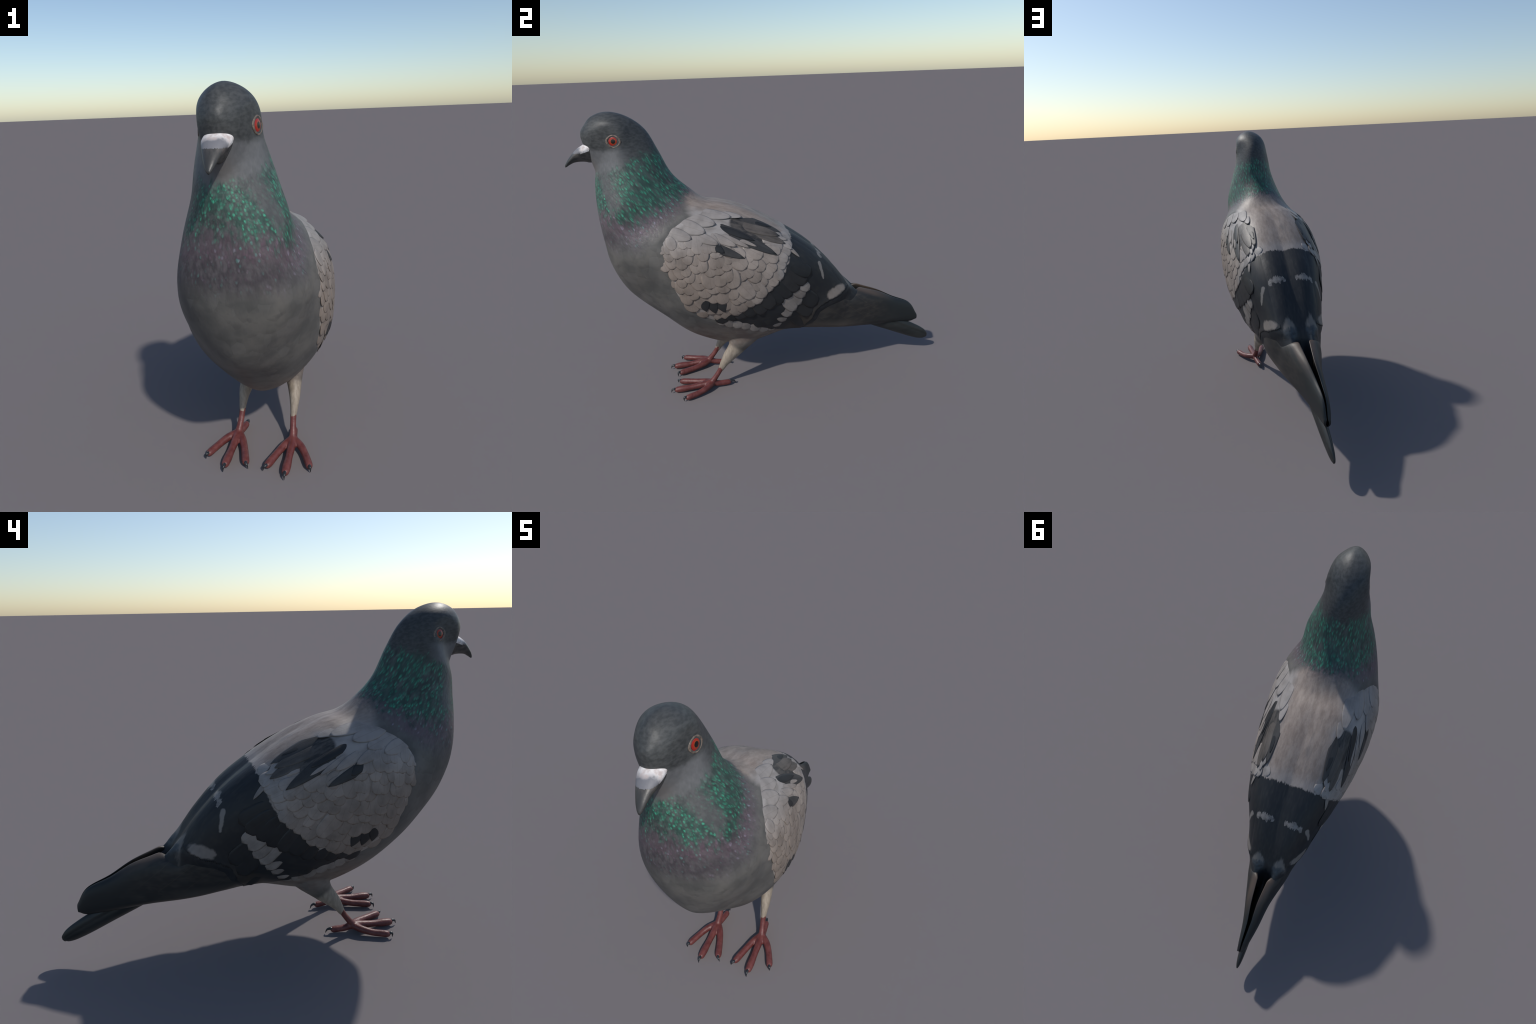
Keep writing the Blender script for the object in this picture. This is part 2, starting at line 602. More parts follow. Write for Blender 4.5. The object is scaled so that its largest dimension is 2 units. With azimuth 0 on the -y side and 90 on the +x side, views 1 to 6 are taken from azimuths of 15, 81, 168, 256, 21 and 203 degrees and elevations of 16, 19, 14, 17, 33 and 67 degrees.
fix_normals(tmp.data)
body_tree = BVHTree.FromPolygons(bv[:nb], [f for f in bf if max(f) < nb])
me = remesh(tmp, .0075, 4)
co, no = vert_arrays(me)
# pull the skin back on to the loft wherever no thigh joins it
new = co.copy()
tax = np.array([a[:3] for a in catmull(THIGH, 6)])
trad = np.array([max(a[3], a[4]) for a in catmull(THIGH, 6)])
for i, c in enumerate(co):
    a = np.array([abs(c[0]), c[1], c[2]])
    dt = (np.linalg.norm(tax - a, axis=1) - trad).min()
    if dt > 0:
        p, n_, _, d = body_tree.find_nearest(Vector(c))
        if d < .02:
            w = smoothstep(.0, .03, np.array(dt))
            new[i] = c * (1 - w) + np.array(p) * w
# round off the forehead, where the loft closes
edges = np.array([e.vertices[:] for e in me.edges])
soft = smoothstep(-.855, -.895, new[:, 1]) * smoothstep(1.36, 1.40, new[:, 2])
deg = np.bincount(edges.ravel(), minlength=len(new))[:, None]
for _ in range(22):
    acc = np.zeros_like(new)
    np.add.at(acc, edges[:, 0], new[edges[:, 1]])
    np.add.at(acc, edges[:, 1], new[edges[:, 0]])
    new = new + (acc / deg - new) * (.6 * soft)[:, None]
me.vertices.foreach_set("co", new.ravel())
me.update()
co, no = vert_arrays(me)
fc = np.empty(len(me.polygons) * 3)
me.polygons.foreach_get("center", fc)
fc = fc.reshape(-1, 3)
fx, fy, fz = fc.T
is_head = fz - 1.235 - (fy + .87) * .37 > 0
is_neck = (fz - np.maximum(0, fy + .69) * .8 > .91) & ~is_head
near = np.array([(np.linalg.norm(tax - np.array([abs(c[0]), c[1], c[2]]), axis=1) - trad).min() for c in fc])
is_leg = (near < .004) & (fz < .262)
lab = np.where(is_head, 0, np.where(is_neck, 1, np.where(is_leg, np.where(fx > 0, 3, 4), 2)))
parts = split_regions(me, lab, {0: ("head", m_body, None), 1: ("neck", m_body, None), 2: ("torso", m_body, None),
                                3: ("leg", m_body, None), 4: ("leg", m_body, None)}, bird)
leg_of = {1: parts[3], -1: parts[4]}

# ------------------------------------------------------------------ eyes
def eye_mat():
    M = Mat("iris", .3, .35)
    x, y, z = M.xyz()
    r = (x * x + y * y).sqrt()
    n = M.noise(220, 2)
    col = M.mix((.28, .048, .014), (.31, .014, .010), r.step(.012, .018))
    col = M.mix(col, (.25, .03, .015), n.step(.55, .7) * .5)
    col = M.mix(col, (.006, .006, .006), r.step(.0118, .0100))
    col = M.mix(col, (.02, .008, .007), r.step(.0212, .0245))
    M.color(col)
    M.b.inputs["Coat Weight"].default_value = .15
    M.b.inputs["Coat Roughness"].default_value = .05
    return M.m


m_eye = eye_mat()
m_ring = plain("eyelid_skin", (.075, .064, .055), (.20, .155, .125), 120, .5, .4, .3)
for side in (1, -1):
    loc, nor, _, _ = HULL_TREE.ray_cast(Vector((side * 3, -.745, 1.418)), Vector((-side, 0, 0)))
    # mean normal of the neighbourhood
    acc = Vector()
    for dy in (-.03, 0, .03):
        for dz in (-.03, 0, .03):
            h = HULL_TREE.ray_cast(Vector((side * 3, -.745 + dy, 1.418 + dz)), Vector((-side, 0, 0)))
            n_ = h[1] if h[1].x * side > 0 else -h[1]
            acc += n_
    nor = acc.normalized()
    up = Vector((0, .10, 1))
    xa = up.cross(nor).normalized()
    ya = nor.cross(xa)
    mat4 = Matrix((xa, ya, nor)).transposed().to_4x4()
    mat4.translation = loc - nor * .0030
    vs, n1, n2 = [], 14, 40
    for i in range(n1 + 1):
        a = i / n1 * math.pi / 2
        for j in range(n2):
            b = j / n2 * 2 * math.pi
            vs.append((.0265 * math.sin(a) * math.cos(b), .0265 * math.sin(a) * math.sin(b), .0085 * math.cos(a) - .0025))
    fs = [(i * n2 + j, (i + 1) * n2 + j, (i + 1) * n2 + (j + 1) % n2, i * n2 + (j + 1) % n2) for i in range(n1) for j in range(n2)]
    eye = obj_from("eye", vs, fs, bird, m_eye)
    fix_normals(eye.data)
    eye.matrix_world = mat4
    # eyelid: an almond ring
    rings = []
    for j in range(64):
        b = j / 64 * 2 * math.pi
        cb, sb = math.cos(b), math.sin(b)
        rx = .0268 + .0060 * abs(cb) ** 3
        ry = .0262 + .0020 * abs(sb)
        c = np.array([rx * cb, ry * sb, .0008])
        e = np.array([cb, sb, 0])
        ring = []
        for k in range(10):
            g = k / 10 * 2 * math.pi
            ring.append(c + e * math.cos(g) * (.0036 + .0026 * abs(cb)) + np.array([0, 0, 1]) * math.sin(g) * .0040)
        rings.append(ring)
    V = np.array(rings)
    fs = [(i * 10 + j, ((i + 1) % 64) * 10 + j, ((i + 1) % 64) * 10 + (j + 1) % 10, i * 10 + (j + 1) % 10) for i in range(64) for j in range(10)]
    lid = obj_from("eyelid", V.reshape(-1, 3), fs, eye, m_ring)
    fix_normals(lid.data)

# ------------------------------------------------------------------ beak
def beak_mat():
    M = Mat("horn", .42, .45)
    x, y, z = M.xyz()
    n = M.noise(60, 4)
    f = M.noise(45, 3, stretch=(2, .6, 1))
    col = M.mix((.040, .040, .039), (.105, .094, .086), f.step(.35, .7) * y.step(-.985, -.93))
    col = M.mix(col, (.13, .10, .09), n.step(.6, .72) * .5 * y.step(-.965, -.93))
    M.color(col).bump(n, .25, .003)
    return M.m


def cere_mat():
    M = Mat("cere_skin", .55, .35)
    x, y, z = M.xyz()
    n = M.noise(55, 4)
    col = M.mix((.50, .43, .41), (.76, .73, .72), n.step(.3, .65))
    col = M.mix(col, (.42, .25, .21), n.step(.63, .75) * .35)
    fade = (y * -1 + (n - .5) * .03 + (x - .018).abs() * .35)
    col = M.mix(col, (.17, .17, .185), (fade + n * .012).step(.917, .945))
    M.color(col).bump(n, .35, .003)
    return M.m


BEAK = [(-.835, 1.430, -.835, 1.312, .048, .72, 2.0, 1.45, .017),
        (-.892, 1.405, -.878, 1.312, .0455, .72, 2.0, 1.45, .018),
        (-.912, 1.395, -.900, 1.317, .0420, .70, 2.0, 1.5, .019),
        (-.935, 1.381, -.927, 1.319, .0345, .66, 2.0, 1.6, .020),
        (-.957, 1.361, -.955, 1.316, .0260, .60, 1.9, 1.8, .0215),
        (-.979, 1.337, -.978, 1.306, .0175, .55, 1.9, 2.0, .0235),
        (-.993, 1.317, -.9915, 1.298, .0100, .50, 2.0, 2.0, .025),
        (-.9990, 1.306, -.9975, 1.296, .0045, .50, 2.0, 2.0, .026)]
V = sections(catmull(BEAK, 8), 48)
# gape: a shallow groove along each side between the two halves of the bill
S_b = catmull(BEAK, 8)
rel = (V[..., 2] - S_b[:, 3][:, None]) / (S_b[:, 1] - S_b[:, 3])[:, None]
gr = np.exp(-((rel - .34) / .06) ** 2) * .05
V[..., 0] = S_b[:, 8][:, None] + (V[..., 0] - S_b[:, 8][:, None]) * (1 - gr)
vs, fs = ring_mesh(V)
tmp = obj_from("b", vs, fs)
fix_normals(tmp.data)
bme = tmp.data.copy()
drop(tmp)
# cere: swollen upper base of the bill
co, no = vert_arrays(bme)


def cere_level(p):
    y, z = p[..., 1], p[..., 2]
    return np.minimum(z - (1.3635 + np.maximum(0, y + .895) * .55), (y + .956) * .8)


w = smoothstep(-.004, .008, cere_level(co))
co2 = co + no * (w * .0006)[:, None]
bme.vertices.foreach_set("co", co2.ravel())
bme.update()
fc = np.array([p.center for p in bme.polygons])
bp = split_regions(bme, np.where(cere_level(fc) > 0, 1, 0), {0: ("beak", beak_mat(), None), 1: ("cere", cere_mat(), None)}, bird)
bp[1].parent = bp[0]

# ------------------------------------------------------------------ feet
m_foot = None


def foot_mat():
    M = Mat("foot_skin", .45, .4)
    x, y, z = M.xyz()
    n = M.noise(40, 3)
    d, _ = M.voronoi(150)
    rings = M.noise(14, 1, stretch=(.3, 6, 1))
    col = M.mix((.095, .023, .021), (.145, .043, .039), n.step(.3, .7))
    col = M.mix(col, (.17, .065, .06), rings.step(.62, .7) * .25)
    M.color(col).bump(d + n, .2, .002)
    return M.m


m_foot = foot_mat()
m_claw = plain("claw_horn", (.012, .013, .015), (.03, .032, .036), 90, .3, .5, .15)
SHANK = [(.120, -.303, .128, .0135), (.1215, -.325, .092, .0128), (.125, -.350, .058, .0140), (.128, -.372, .032, .0175)]
TOES = [
    [(.128, -.372, .032, .018), (.1285, -.42, .0265, .0165), (.129, -.48, .0200, .0150), (.130, -.535, .0175, .0172), (.130, -.567, .0158, .0155)],
    [(.122, -.368, .032, .016), (.098, -.405, .0260, .0160), (.075, -.458, .0195, .0150), (.054, -.522, .0165, .0160), (.0485, -.538, .0155, .0148)],
    [(.134, -.368, .032, .016), (.168, -.402, .0260, .0160), (.194, -.445, .0190, .0148), (.216, -.497, .0165, .0152), (.2205, -.510, .0155, .0142)],
    [(.128, -.362, .030, .016), (.1235, -.325, .0200, .0148), (.118, -.283, .0165, .0148), (.117, -.272, .0160, .0142)],
]
CLAW_TIPS = [(.131, -.602, .003), (.0325, -.561, .002), (.230, -.532, .002), (.112, -.232, .001)]
for side in (1, -1):
    vs, fs = [], []
    for path in [SHANK] + TOES:
        tv, tf = ring_mesh(tube([(side * p[0], p[1], p[2] + .0012, p[3] * 1.10) for p in path], 20))
        off = len(vs)
        vs += tv
        fs += [tuple(i + off for i in f) for f in tf]
    tmp = obj_from("f", vs, fs)
    fix_normals(tmp.data)
    fme = remesh(tmp, .0034, 6)
    fcs = np.array([p.center for p in fme.polygons])
    paths = [catmull([(side * p[0],) + tuple(p[1:3]) for p in path], 8) for path in [SHANK] + TOES]
    dist = np.array([np.linalg.norm(fcs[:, None] - p[None], axis=2).min(1) for p in paths])
    lab = dist.argmin(0)
    lab[(np.linalg.norm(fcs - np.array([side * .128, -.372, .032]), axis=1) < .036)] = 0
    parent = leg_of[side]
    fp = split_regions(fme, lab, {0: ("foot", m_foot, None), **{i: ("toe", m_foot, None) for i in (1, 2, 3, 4)}}, parent)
    bpy.data.meshes.remove(fme)
    for i, (path, tip) in enumerate(zip(TOES, CLAW_TIPS)):
        e, p0 = np.array(path[-1][:3]), np.array(path[-2][:3])
        d = (e - p0)
        d[2] = 0
        d /= np.linalg.norm(d)
        r = path[-1][3]
        a = e + np.array([0, 0, .0055]) + d * .007
        b = e + d * (r + .004) + np.array([0, 0, .0075])
        t = np.array(tip)
        c = (b + t) / 2 + np.array([0, 0, .0065]) + d * .003
        tv = tube([(side * a[0], a[1], a[2], .0078), (side * b[0], b[1], b[2], .0068), (side * c[0], c[1], c[2], .0046), (side * t[0], t[1], t[2] + .001, .0012)], 12)
        cv_, cf_ = ring_mesh(tv)
        cl = obj_from("claw", cv_, cf_, parent, m_claw)
        fix_normals(cl.data)

# ------------------------------------------------------------------ wings
def wing_mat():
    """wing underlay: same bars as the coverts that lie on it"""
    M = Mat("wing_plumage", .5, .35)
    x, y, z = M.xyz()
    ax = (x - .004).abs()
    q = z * C25 - ax * S25
    edge = M.noise(50, 3, stretch=(1.5, .8, .8))
    fib = M.noise(34, 3, stretch=(2.5, .5, .8))
    dy, dq = y - FAN[0], q - FAN[1]
    r = (dy * dy + dq * dq).sqrt() + (edge - .5) * .03
    col = M.mix((.23, .20, .18), (.32, .285, .26), fib)
    dk = M.mix(DARK, (.028, .028, .028), fib.step(.4, .8))
    col = M.mix(col, BLUEWHITE, q.step(.70, .8) * .7)
    col = M.mix(col, dk, r.step(.433, .440))
    bar = r.step(.505, .515) * r.step(.618, .608) * (dq / (dy.max(.01)) * 1.0).step(-.44, -.52)
    brn = (y * .5 - q + (fib - .5) * .1).step(-.27, -.2) * y.step(.32, .15)
    col = M.mix(col, (.040, .034, .029), r.step(.62, .66) * brn)
    st = capsule(0, 0, y + (edge - .5) * .012, q, (.262, .585), (.280, .50)) + (.57 - q).max(0) * .07
    col = M.mix(col, (.21, .19, .172), st.step(.013, .007))
    ov = capsule(0, 0, y + (edge - .5) * .03, q + (fib - .5) * .03, (.322, .406), (.400, .440)) + (y - .36).abs() * .12
    col = M.mix(col, M.mix((.12, .105, .095), (.27, .235, .21), (fib + edge) * .5), ov.step(.034, .018))
    saddle = (y - (q - .72) * .45 + (edge - .5) * .03).step(.102, .094) * (q + (edge - .5) * .04).step(.70, .75)
    col = M.mix(col, saddle_color(M, ax, y, y + (edge - .5) * .05), saddle)
    sc = capsule(0, 0, y, q + (edge - .5) * .03, (-.17, .812), (.025, .712))
    col = M.mix(col, M.mix((.028, .027, .027), (.085, .076, .069), fib.step(.35, .65)), sc.step(.058, .04))
    M.color(col).bump(fib, .25, .003)
    return M.m


m_wing = wing_mat()
HF = make_hull(24, 220)


def feather_mesh(name, L, W, sag_l, sag_w, tip=.5, point=0.0, thick=.0014, mat=None, root=-.003, end=.0022):
    """a vane: length L along y, width W, bowed to the body under it, thin rim, round or pointed tip"""
    nl, nw = 12, 8
    vs, fs = [], []
    for sgn in (1, -1):
        for i in range(nl + 1):
            t = i / nl
            wbase = .50 + .50 * math.sin(min(1, t / .5) * math.pi / 2)
            if t > tip:
                u = (t - tip) / (1 - tip)
                wt = (1 - u ** (2.2 - point)) ** (.5 + .5 * point)
            else:
                wt = 1
            w_ = W / 2 * wbase * max(wt, .02)
            for j in range(nw + 1):
                s = j / nw * 2 - 1
                xx, yy = s * w_, t * L
                rim = (1 - abs(s) ** 3) * (1 - t ** 6)
                bow = sag_l * 4 * t * (1 - t) - sag_w * (xx / (W / 2)) ** 2
                zz = bow + root + (end - root) * t + (thick * rim if sgn > 0 else -.0006)
                vs.append((xx, yy, zz))
    n1 = (nl + 1) * (nw + 1)
    idx = lambda k, i, j: k * n1 + i * (nw + 1) + j
    for i in range(nl):
        for j in range(nw):
            fs.append((idx(0, i, j), idx(0, i, j + 1), idx(0, i + 1, j + 1), idx(0, i + 1, j)))
            fs.append((idx(1, i, j), idx(1, i + 1, j), idx(1, i + 1, j + 1), idx(1, i, j + 1)))
    border = [(0, j) for j in range(nw)] + [(i, nw) for i in range(nl)] + [(nl, nw - j) for j in range(nw)] + [(nl - i, 0) for i in range(nl)]
    for (a, b), (c, d) in zip(border, border[1:] + border[:1]):
        fs.append((idx(0, a, b), idx(1, a, b), idx(1, c, d), idx(0, c, d)))
    me = bpy.data.meshes.new(name)
    me.from_pydata(vs, [], fs)
    me.polygons.foreach_set("use_smooth", [True] * len(me.polygons))
    me.materials.append(mat)
    fix_normals(me)
    return me


def turn(d, a):
    return (d[0] * math.cos(a) - d[1] * math.sin(a), d[0] * math.sin(a) + d[1] * math.cos(a))


COUNT = 0
KINDS = {  # length, width, where the tip begins to round, material, pointedness, height of root and tip
    "tiny": (.066, .052, .40, m_pale, 0, -.0025, .0018),
    "small": (.085, .062, .45, m_pale, 0, -.0025, .0021),
    "mid": (.110, .080, .48, m_pale, 0, -.0025, .0024),
    "large": (.125, .070, .60, m_pale, 0, -.0025, .0024),
    "bar": (.17, .074, .72, m_dark, 0, -.004, .0030),
    "white_bar": (.17, .062, .72, m_bar, 0, -.004, .0022),
    "second": (.20, .085, .72, m_dark, 0, -.005, .0016),
    "wedge": (.085, .060, .3, m_dark, .7, -.001, .0046),
}
SHAPES = {}


def place_feather(name, kind, y1, q1, d, side, parent, raise_=0.0, scale=1.0, twist=0.0):
    """lay a feather so that its tip is at chart (y1, q1), pointing along d; feathers of like bend share one mesh"""
    global COUNT
    L, W, tip, mat, point, root, end = KINDS[kind]
    e = (-d[1], d[0])
    hits = [chart_hit(y1 - d[0] * L * k + e[0] * W * h, q1 - d[1] * L * k + e[1] * W * h, side) for k, h in ((0, 0), (1, 0), (.5, 0), (.45, .5), (.45, -.5))]
    if None in hits:
        return None
    (pt, nt), (pb, nb_), (pm, nm), (pl, _), (pr, _) = hits
    ya = (pt - pb)
    if ya.length > 1.9 * L or ya.length < .3 * L:
        return None
    ya.normalize()
    n_ = (nt + nb_ + nm).normalized()
    xa = ya.cross(n_).normalized()
    za = xa.cross(ya)
    sag_l = max(0, (pm - (pt + pb) / 2).dot(za)) * (L / (pt - pb).length) ** 2
    sag_w = max(0, (pm - (pl + pr) / 2).dot(za)) * min(1, (W / (pl - pr).length) ** 2)
    key = (kind, round(sag_l / .0012), round(sag_w / .0012))
    if key not in SHAPES:
        SHAPES[key] = feather_mesh(name, L, W, key[1] * .0012, key[2] * .0012, tip, point, .0014, mat, root, end)
    tilt = math.atan2((pr - pl).dot(za), abs((pr - pl).dot(xa)) + 1e-6) * (1 if (pr - pl).dot(xa) > 0 else -1)
    twist += tilt
    xa, za = xa * math.cos(twist) + za * math.sin(twist), za * math.cos(twist) - xa * math.sin(twist)
    o = bpy.data.objects.new(name, SHAPES[key])
    scene_col.objects.link(o)
    mt = Matrix((xa, ya, za)).transposed().to_4x4() @ Matrix.Scale(scale, 4)
    mt.translation = pt - ya * (L * scale) + za * raise_
    o.parent = parent
    o.matrix_world = mt
    COUNT += 1
    return o


for side in (1, -1):
    # underlay
    n, m, _ = HF.shape
    sel = (HF[..., 0] - catmull(STATIONS, 24)[:, 8][:, None]) * side > -.01
    y_, q_ = chart_of(HF)
    sd = np.where(sel, poly_sd(y_, q_, WING), -1)
    du, dv = np.gradient(HF, axis=0), np.roll(HF, -1, 1) - np.roll(HF, 1, 1)
    nn = np.cross(du, dv)
    nn /= np.linalg.norm(nn, axis=2)[..., None] + 1e-12
    if (nn * (HF - HF.mean(1)[:, None])).sum() < 0:
        nn = -nn
    be = -beyond_edge(y_, q_)
    hgt = -.004 + .0022 * smoothstep(0, .05, sd)
    sharp = smoothstep(.06, .0, np.abs(be))
    hgt = hgt * (1 - sharp) + .0025 * sharp
    W_ = HF + nn * hgt[..., None]
    keep = sd > 0
    ids = -np.ones((n, m), int)
    fs = []
    vs = []
    for i in range(n - 1):
        for j in range(m):
            j2 = (j + 1) % m
            quad = ((i, j), (i + 1, j), (i + 1, j2), (i, j2))
            if all(keep[a] for a in quad):
                f = []
                for a in quad:
                    if ids[a] < 0:
                        ids[a] = len(vs)
                        vs.append(tuple(W_[a]))
                    f.append(int(ids[a]))
                fs.append(tuple(f))
    a_, b_, c_ = (np.array(vs[i]) for i in fs[len(fs) // 2][:3])
    ctr = HF.mean((0, 1))
    if np.cross(b_ - a_, c_ - a_)[0] * side < 0:
        fs = [f[::-1] for f in fs]
    wing = obj_from("wing", vs, fs, bird, m_wing)
    sol = wing.modifiers.new("thickness", 'SOLIDIFY')
    sol.thickness, sol.offset = .006, -1
    wme = evaluated_mesh(wing)
    old = wing.data
    wing.modifiers.clear()
    wing.data = wme
    bpy.data.meshes.remove(old)
    wme.name = "wing"

    rr = random.Random(11)
    COVER = [(-.36, .80), (-.47, .845), (-.535, .80), (-.578, .745), (-.570, .63), (-.543, .506), (-.493, .407), (-.405, .343), (-.30, .325), (-.2, .33)]
    margin = WING[2:8]
    # ---- coverts row by row below the shoulder line
    rows = [.045, .088, .131, .174, .217, .260, .303, .346, .392, .437]
    for k, s_row in enumerate(rows):
        s = s_row
        kind = "tiny" if k < 1 else "small" if k < 4 else "mid" if k < 8 else "large"
        L = KINDS[kind][0]
        step = {"tiny": .036, "small": .044, "mid": .054, "large": .046}[kind]
        # walk along the row: straight part under the shoulder line, then the fan
        path = []
        nx = math.hypot(FRONT[0] - FAN[0], FRONT[1] - FAN[1])
        ux, uq = (FAN[0] - FRONT[0]) / nx, (FAN[1] - FRONT[1]) / nx
        dn = (uq, -ux)
        a0 = math.atan2(dn[1], dn[0])
        total = nx + s * (math.radians(100 if k > 6 else 80))
        p = (k % 2) * step / 2
        while p < total:
            jit = rr.uniform(-.16, .16) * step
            pp = p + jit
            s = s_row + rr.uniform(-.010, .010)
            if pp < nx:
                c = (FRONT[0] + ux * pp + dn[0] * s, FRONT[1] + uq * pp + dn[1] * s)
                d = dn
            else:
                a = a0 + (pp - nx) / s
                d = (math.cos(a), math.sin(a))
                c = (FAN[0] + d[0] * s, FAN[1] + d[1] * s)
            p += step * (.8 if c[0] < -.45 else 1)
            if -.44 < c[0] < .03 and c[1] > .722 - (c[0] + .42) * .225:
                continue
            inside = float(poly_sd(np.array([c[0]]), np.array([c[1]]), WING)[0])
            base = (c[0] - d[0] * L * .5, c[1] - d[1] * L * .5)
            inb = float(poly_sd(np.array([base[0]]), np.array([base[1]]), WING)[0])
            if inside < .006 or inb < -.005:
                continue
            kind2 = "tiny" if c[0] < -.49 and kind == "mid" else "small" if c[0] < -.44 and kind in ("mid", "large") else kind
            place_feather("covert_feather", kind2, c[0], c[1], turn(d, rr.uniform(-.16, .16)), side, wing, raise_=rr.uniform(-.0006, .0005) - .002 * (inside < .03), scale=rr.uniform(.82, 1.18), twist=rr.uniform(-.04, .04))
    # ---- black bar, white bar, dark secondaries
    def fan_row(kind, name, rfun, a_from, a_to, step, raise_=0.0, jr=.012):
        a = math.radians(a_from)
        while a < math.radians(a_to):
            s = rfun(math.degrees(a)) + rr.uniform(-jr, jr)
            d = (math.cos(a), math.sin(a))
            c = (FAN[0] + d[0] * s, FAN[1] + d[1] * s)
            while s > .46 and float(poly_sd(np.array([c[0]]), np.array([c[1]]), WING)[0]) < (.003 if kind == "white_bar" else .03) and a < -.9:
                s -= .006
                c = (FAN[0] + d[0] * s, FAN[1] + d[1] * s)
            a += step / s * rr.uniform(.9, 1.1)
            if float(poly_sd(np.array([c[0]]), np.array([c[1]]), WING)[0]) < .002:
                continue
            place_feather(name, kind, c[0], c[1], d, side, wing, raise_=raise_, scale=rr.uniform(.95, 1.06), twist=rr.uniform(-.04, .04))
    bar = lambda a: .455 + (.578 - .455) * min(1, max(0, (a + 72) / 46))
    fan_row("bar", "covert_feather", bar, -98, -19, .052, .0, .007)
    fan_row("white_bar", "covert_feather", lambda a: .612, -90, -30, .040, .0, .005)
    fan_row("second", "secondary_feather", lambda a: .71, -62, -30, .062, .0, .01)
    # ---- dark notches that show between two rows of coverts
    for y1, q1, a in ((-.372, .385, -80), (-.325, .372, -72), (-.275, .372, -65)):
        place_feather("covert_feather", "wedge", y1, q1, (math.cos(math.radians(a)), math.sin(math.radians(a))), side, wing)
    # ---- long scapulars over the fan : (root y, q, tip y, q, width, material, lift)
    LONG = [
        (-.45, .758, -.160, .630, .052, m_scap, .0050),  # this and the next: dark vanes modelled as the shadow below the pale ones
        (-.37, .755, -.260, .664, .050, m_dark, .0050),
        (-.45, .790, -.285, .708, .054, m_pale, .0066),
        (-.37, .782, -.195, .692, .046, m_pale, .0068),
        (-.30, .775, -.130, .680, .028, m_pale, .0070),
        (-.25, .765, -.090, .683, .022, m_pale, .0072),
        (-.36, .838, .012, .636, .066, m_scap, .0062),
        (-.33, .825, -.100, .716, .036, m_dark, .0076),
        (-.22, .830, .040, .735, .066, m_brown, .0066),
        (-.16, .800, .066, .692, .060, m_brown, .0060),
        (-.24, .880, .050, .755, .056, m_scap, .0070),
        (-.16, .843, -.00, .785, .028, m_dark, .0080),
        (-.03, .757, .080, .712, .032, m_pale, .0078),
        (.02, .735, .100, .660, .040, m_pale, .0055),
        (.04, .720, .140, .615, .024, m_bar, .0055),
        (-.50, .838, -.345, .772, .080, m_pale, .0034),
        (-.46, .872, -.290, .812, .080, m_pale, .0050),
        (-.40, .895, -.205, .848, .070, m_pale, .0058),
        (-.56, .800, -.415, .745, .070, m_pale, .0034),
        (-.30, .885, -.150, .846, .048, m_pale, .0070),
    ]
    for i, (y0, q0, y1, q1, w_, mt_, up_) in enumerate(LONG):
        L = math.hypot(y1 - y0, q1 - q0)
        kind = "long%d" % i
        KINDS[kind] = (L, w_, .45, mt_, .35, -.006, up_)
        place_feather("scapular_feather", kind, y1, q1, ((y1 - y0) / L, (q1 - q0) / L), side, wing)

    # ---- folded primaries: half of the hull's tail end as a long blade
    SB = catmull(STATIONS, 10)
    HB = make_hull(10, 96, False)
    rows_, i0 = [], int(13.2 * 10)
    for i in range(i0, len(HB)):
        st = SB[i]
        ringp = HB[i]
        ph = np.arange(96) / 96 * 360
        ofs = ringp[:, 0] - st[8]
        yy = ringp[:, 1].mean()
        first = 14 + 30 * float(smoothstep(.49, .40, np.array(yy)))
        want = np.linspace(first, 176, 24) if side > 0 else 360 - np.linspace(first, 176, 24)
        outer = np.array([[np.interp(a, ph, ringp[:, c]) for c in range(3)] for a in want])
        inset = .0012 + .0075 * float(smoothstep(.50, .40, np.array(yy)))
        outer[:, 2] -= inset * 1.8 * np.linspace(1, 0, 24)
        xo = np.abs(outer[:, 0] - st[8])
        xo = np.maximum(xo - inset, .003)
        gap = .0035 + .016 * float(smoothstep(.75, .45, np.array(yy)))
        xin = np.maximum(np.minimum(xo * .45, xo - .004), gap * .6)
        mid_ = .5 * (xo + xin)
        half = np.maximum(.5 * (xo - xin), .002)
        u = np.linspace(0, 1, 24)
        rnd = np.sqrt(np.clip(1 - (2 * u - 1) ** 10, 0, 1))
        o_ = outer.copy()
        o_[:, 0] = st[8] + side * np.where(u < .5, mid_ + half * np.maximum(rnd, .25), mid_ + half)
        i_ = outer.copy()
        i_[:, 0] = st[8] + side * np.where(u < .5, mid_ - half * np.maximum(rnd, .25), mid_ - half)
        rows_.append(np.vstack([o_, i_[::-1]]))
    V = np.array(rows_)
    vs, fs = ring_mesh(V)
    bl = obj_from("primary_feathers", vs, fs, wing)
    fix_normals(bl.data)
    bl["kind"] = "stuff"
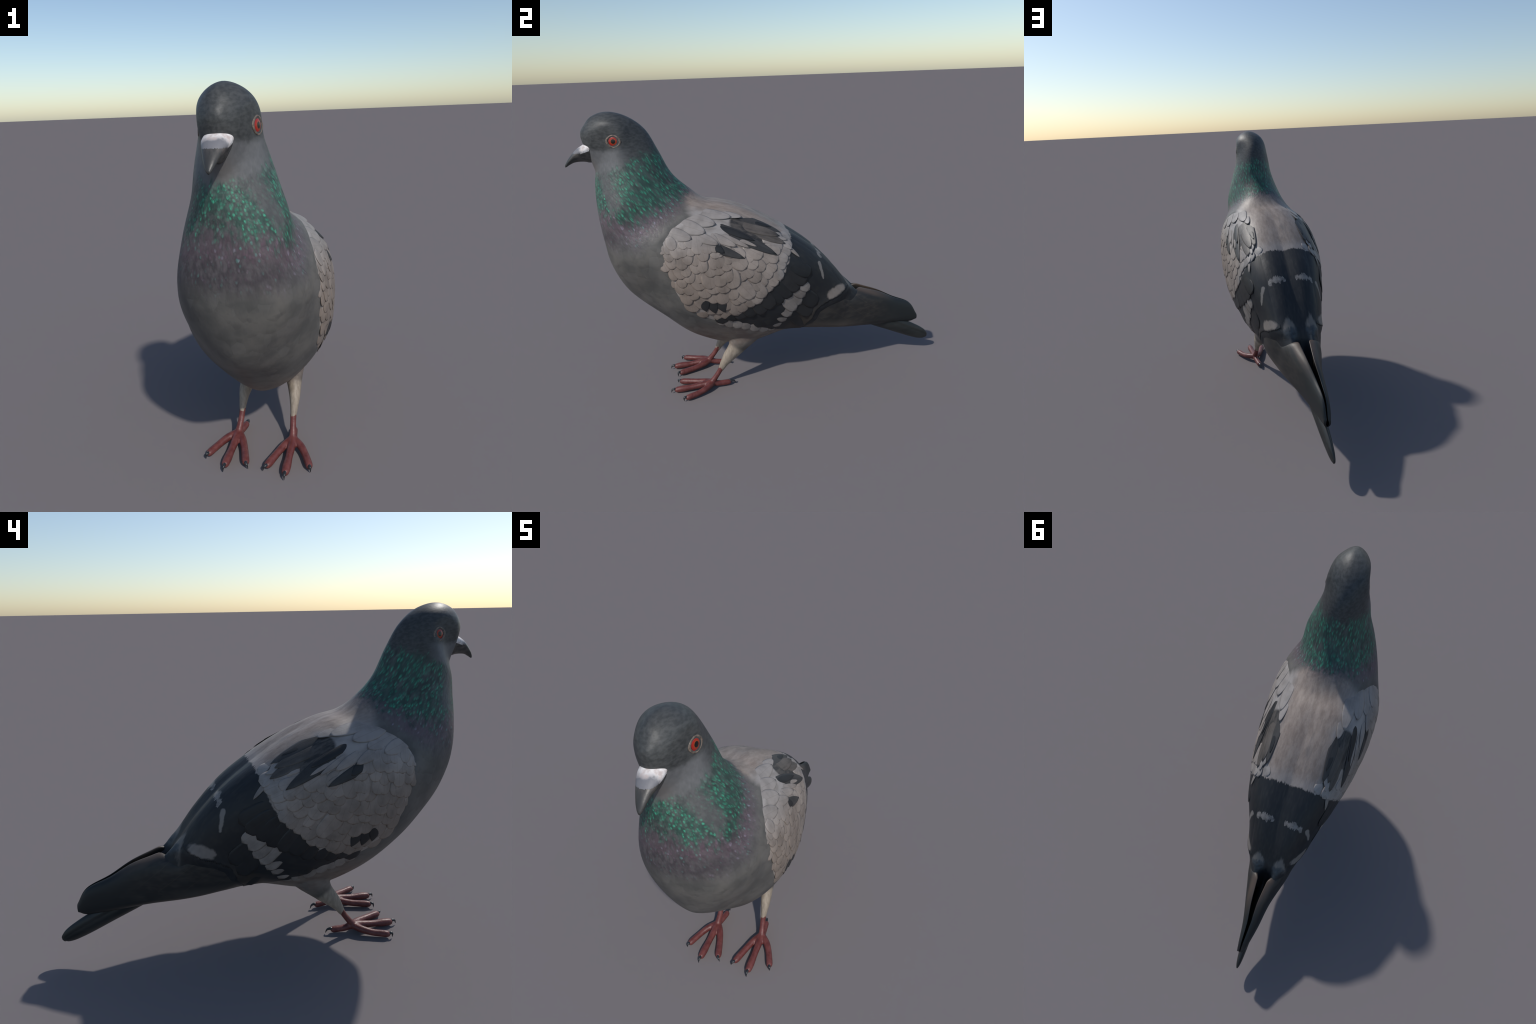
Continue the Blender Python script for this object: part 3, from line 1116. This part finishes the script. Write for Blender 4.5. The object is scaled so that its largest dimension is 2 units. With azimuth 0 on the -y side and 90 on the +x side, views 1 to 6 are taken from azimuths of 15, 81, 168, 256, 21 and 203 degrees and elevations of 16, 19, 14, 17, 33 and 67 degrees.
    if side > 0:
        MB = Mat("primary_vane", .5, .4)
        x, y, z = MB.xyz()
        ax = (x - .012).abs()
        fib = MB.noise(30, 3, stretch=(2.5, .25, 1.6))
        nz = MB.noise(12, 3)
        col = MB.mix((.020, .020, .020), (.040, .036, .032), fib.step(.35, .75))
        tail_dark = (y + (nz - .5) * .2).step(.55, .8)
        col = MB.mix(col, (.013, .016, .017), tail_dark)
        brn = (z - .215 - (.9 - y).max(0) * .16 + (fib - .5) * .05)
        col = MB.mix(col, MB.mix((.055, .046, .038), (.12, .10, .085), fib), brn.step(.06, .0) * (y + (nz - .5) * .15).step(.62, .36) * .85)
        # browner tint along the upper rim near its root
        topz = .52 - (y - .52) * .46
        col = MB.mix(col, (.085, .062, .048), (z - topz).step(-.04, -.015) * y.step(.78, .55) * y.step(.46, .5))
        # faint arcs: rims of the folded feathers
        arc = ((y - .28) * 1.0 + (z - .33).abs() * 1.2)
        wv = (arc * 9.0)
        fr = wv._m('FRACT')
        col = MB.mix(col, (.055, .044, .034), (fr - .5).abs().step(.03, .0) * .55 * y.step(.75, .5))
        col = MB.mix(col, (.05, .062, .072), y.step(.505, .485) * (z - topz).step(-.05, -.02))
        MB.color(col).bump(fib, .25, .003)
        m_prim = MB.m
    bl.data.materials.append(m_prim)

# ------------------------------------------------------------------ tail
TAIL = [(.36, .40, .035, .030), (.50, .338, .045, .032), (.65, .270, .048, .030), (.78, .213, .048, .026), (.88, .165, .045, .021), (.95, .130, .037, .015), (.983, .111, .024, .009), (.995, .101, .009, .004)]
P = catmull(TAIL, 8)
d = np.gradient(P[:, :2], axis=0)
d /= np.linalg.norm(d, axis=1)[:, None]
rows_ = []
for (y0, z0, h, w_), t in zip(P, d):
    ph = np.arange(40) / 40 * 2 * np.pi
    hh = np.cos(ph)
    xx = np.sign(np.sin(ph)) * np.abs(np.sin(ph)) ** 1.15 * w_
    xx = xx * (1 - .12 * np.exp(-((hh - .25) / .12) ** 2))
    rows_.append(np.stack([.014 + xx, y0 - t[1] * hh * h, z0 + t[0] * hh * h], -1))
vs, fs = ring_mesh(np.array(rows_))
tail = obj_from("tail", vs, fs, bird, plain("tail_vane", (.012, .015, .015), (.024, .026, .026), 26, .42, .45, .2, (2, .3, 1.2)))
fix_normals(tail.data)
bpy.context.view_layer.update()
zmin = min((o.matrix_world @ v.co).z for o in bpy.data.objects if o.type == 'MESH' and o.name.startswith(("claw", "toe", "foot")) for v in o.data.vertices)
print("feathers", COUNT, "lowest", zmin)
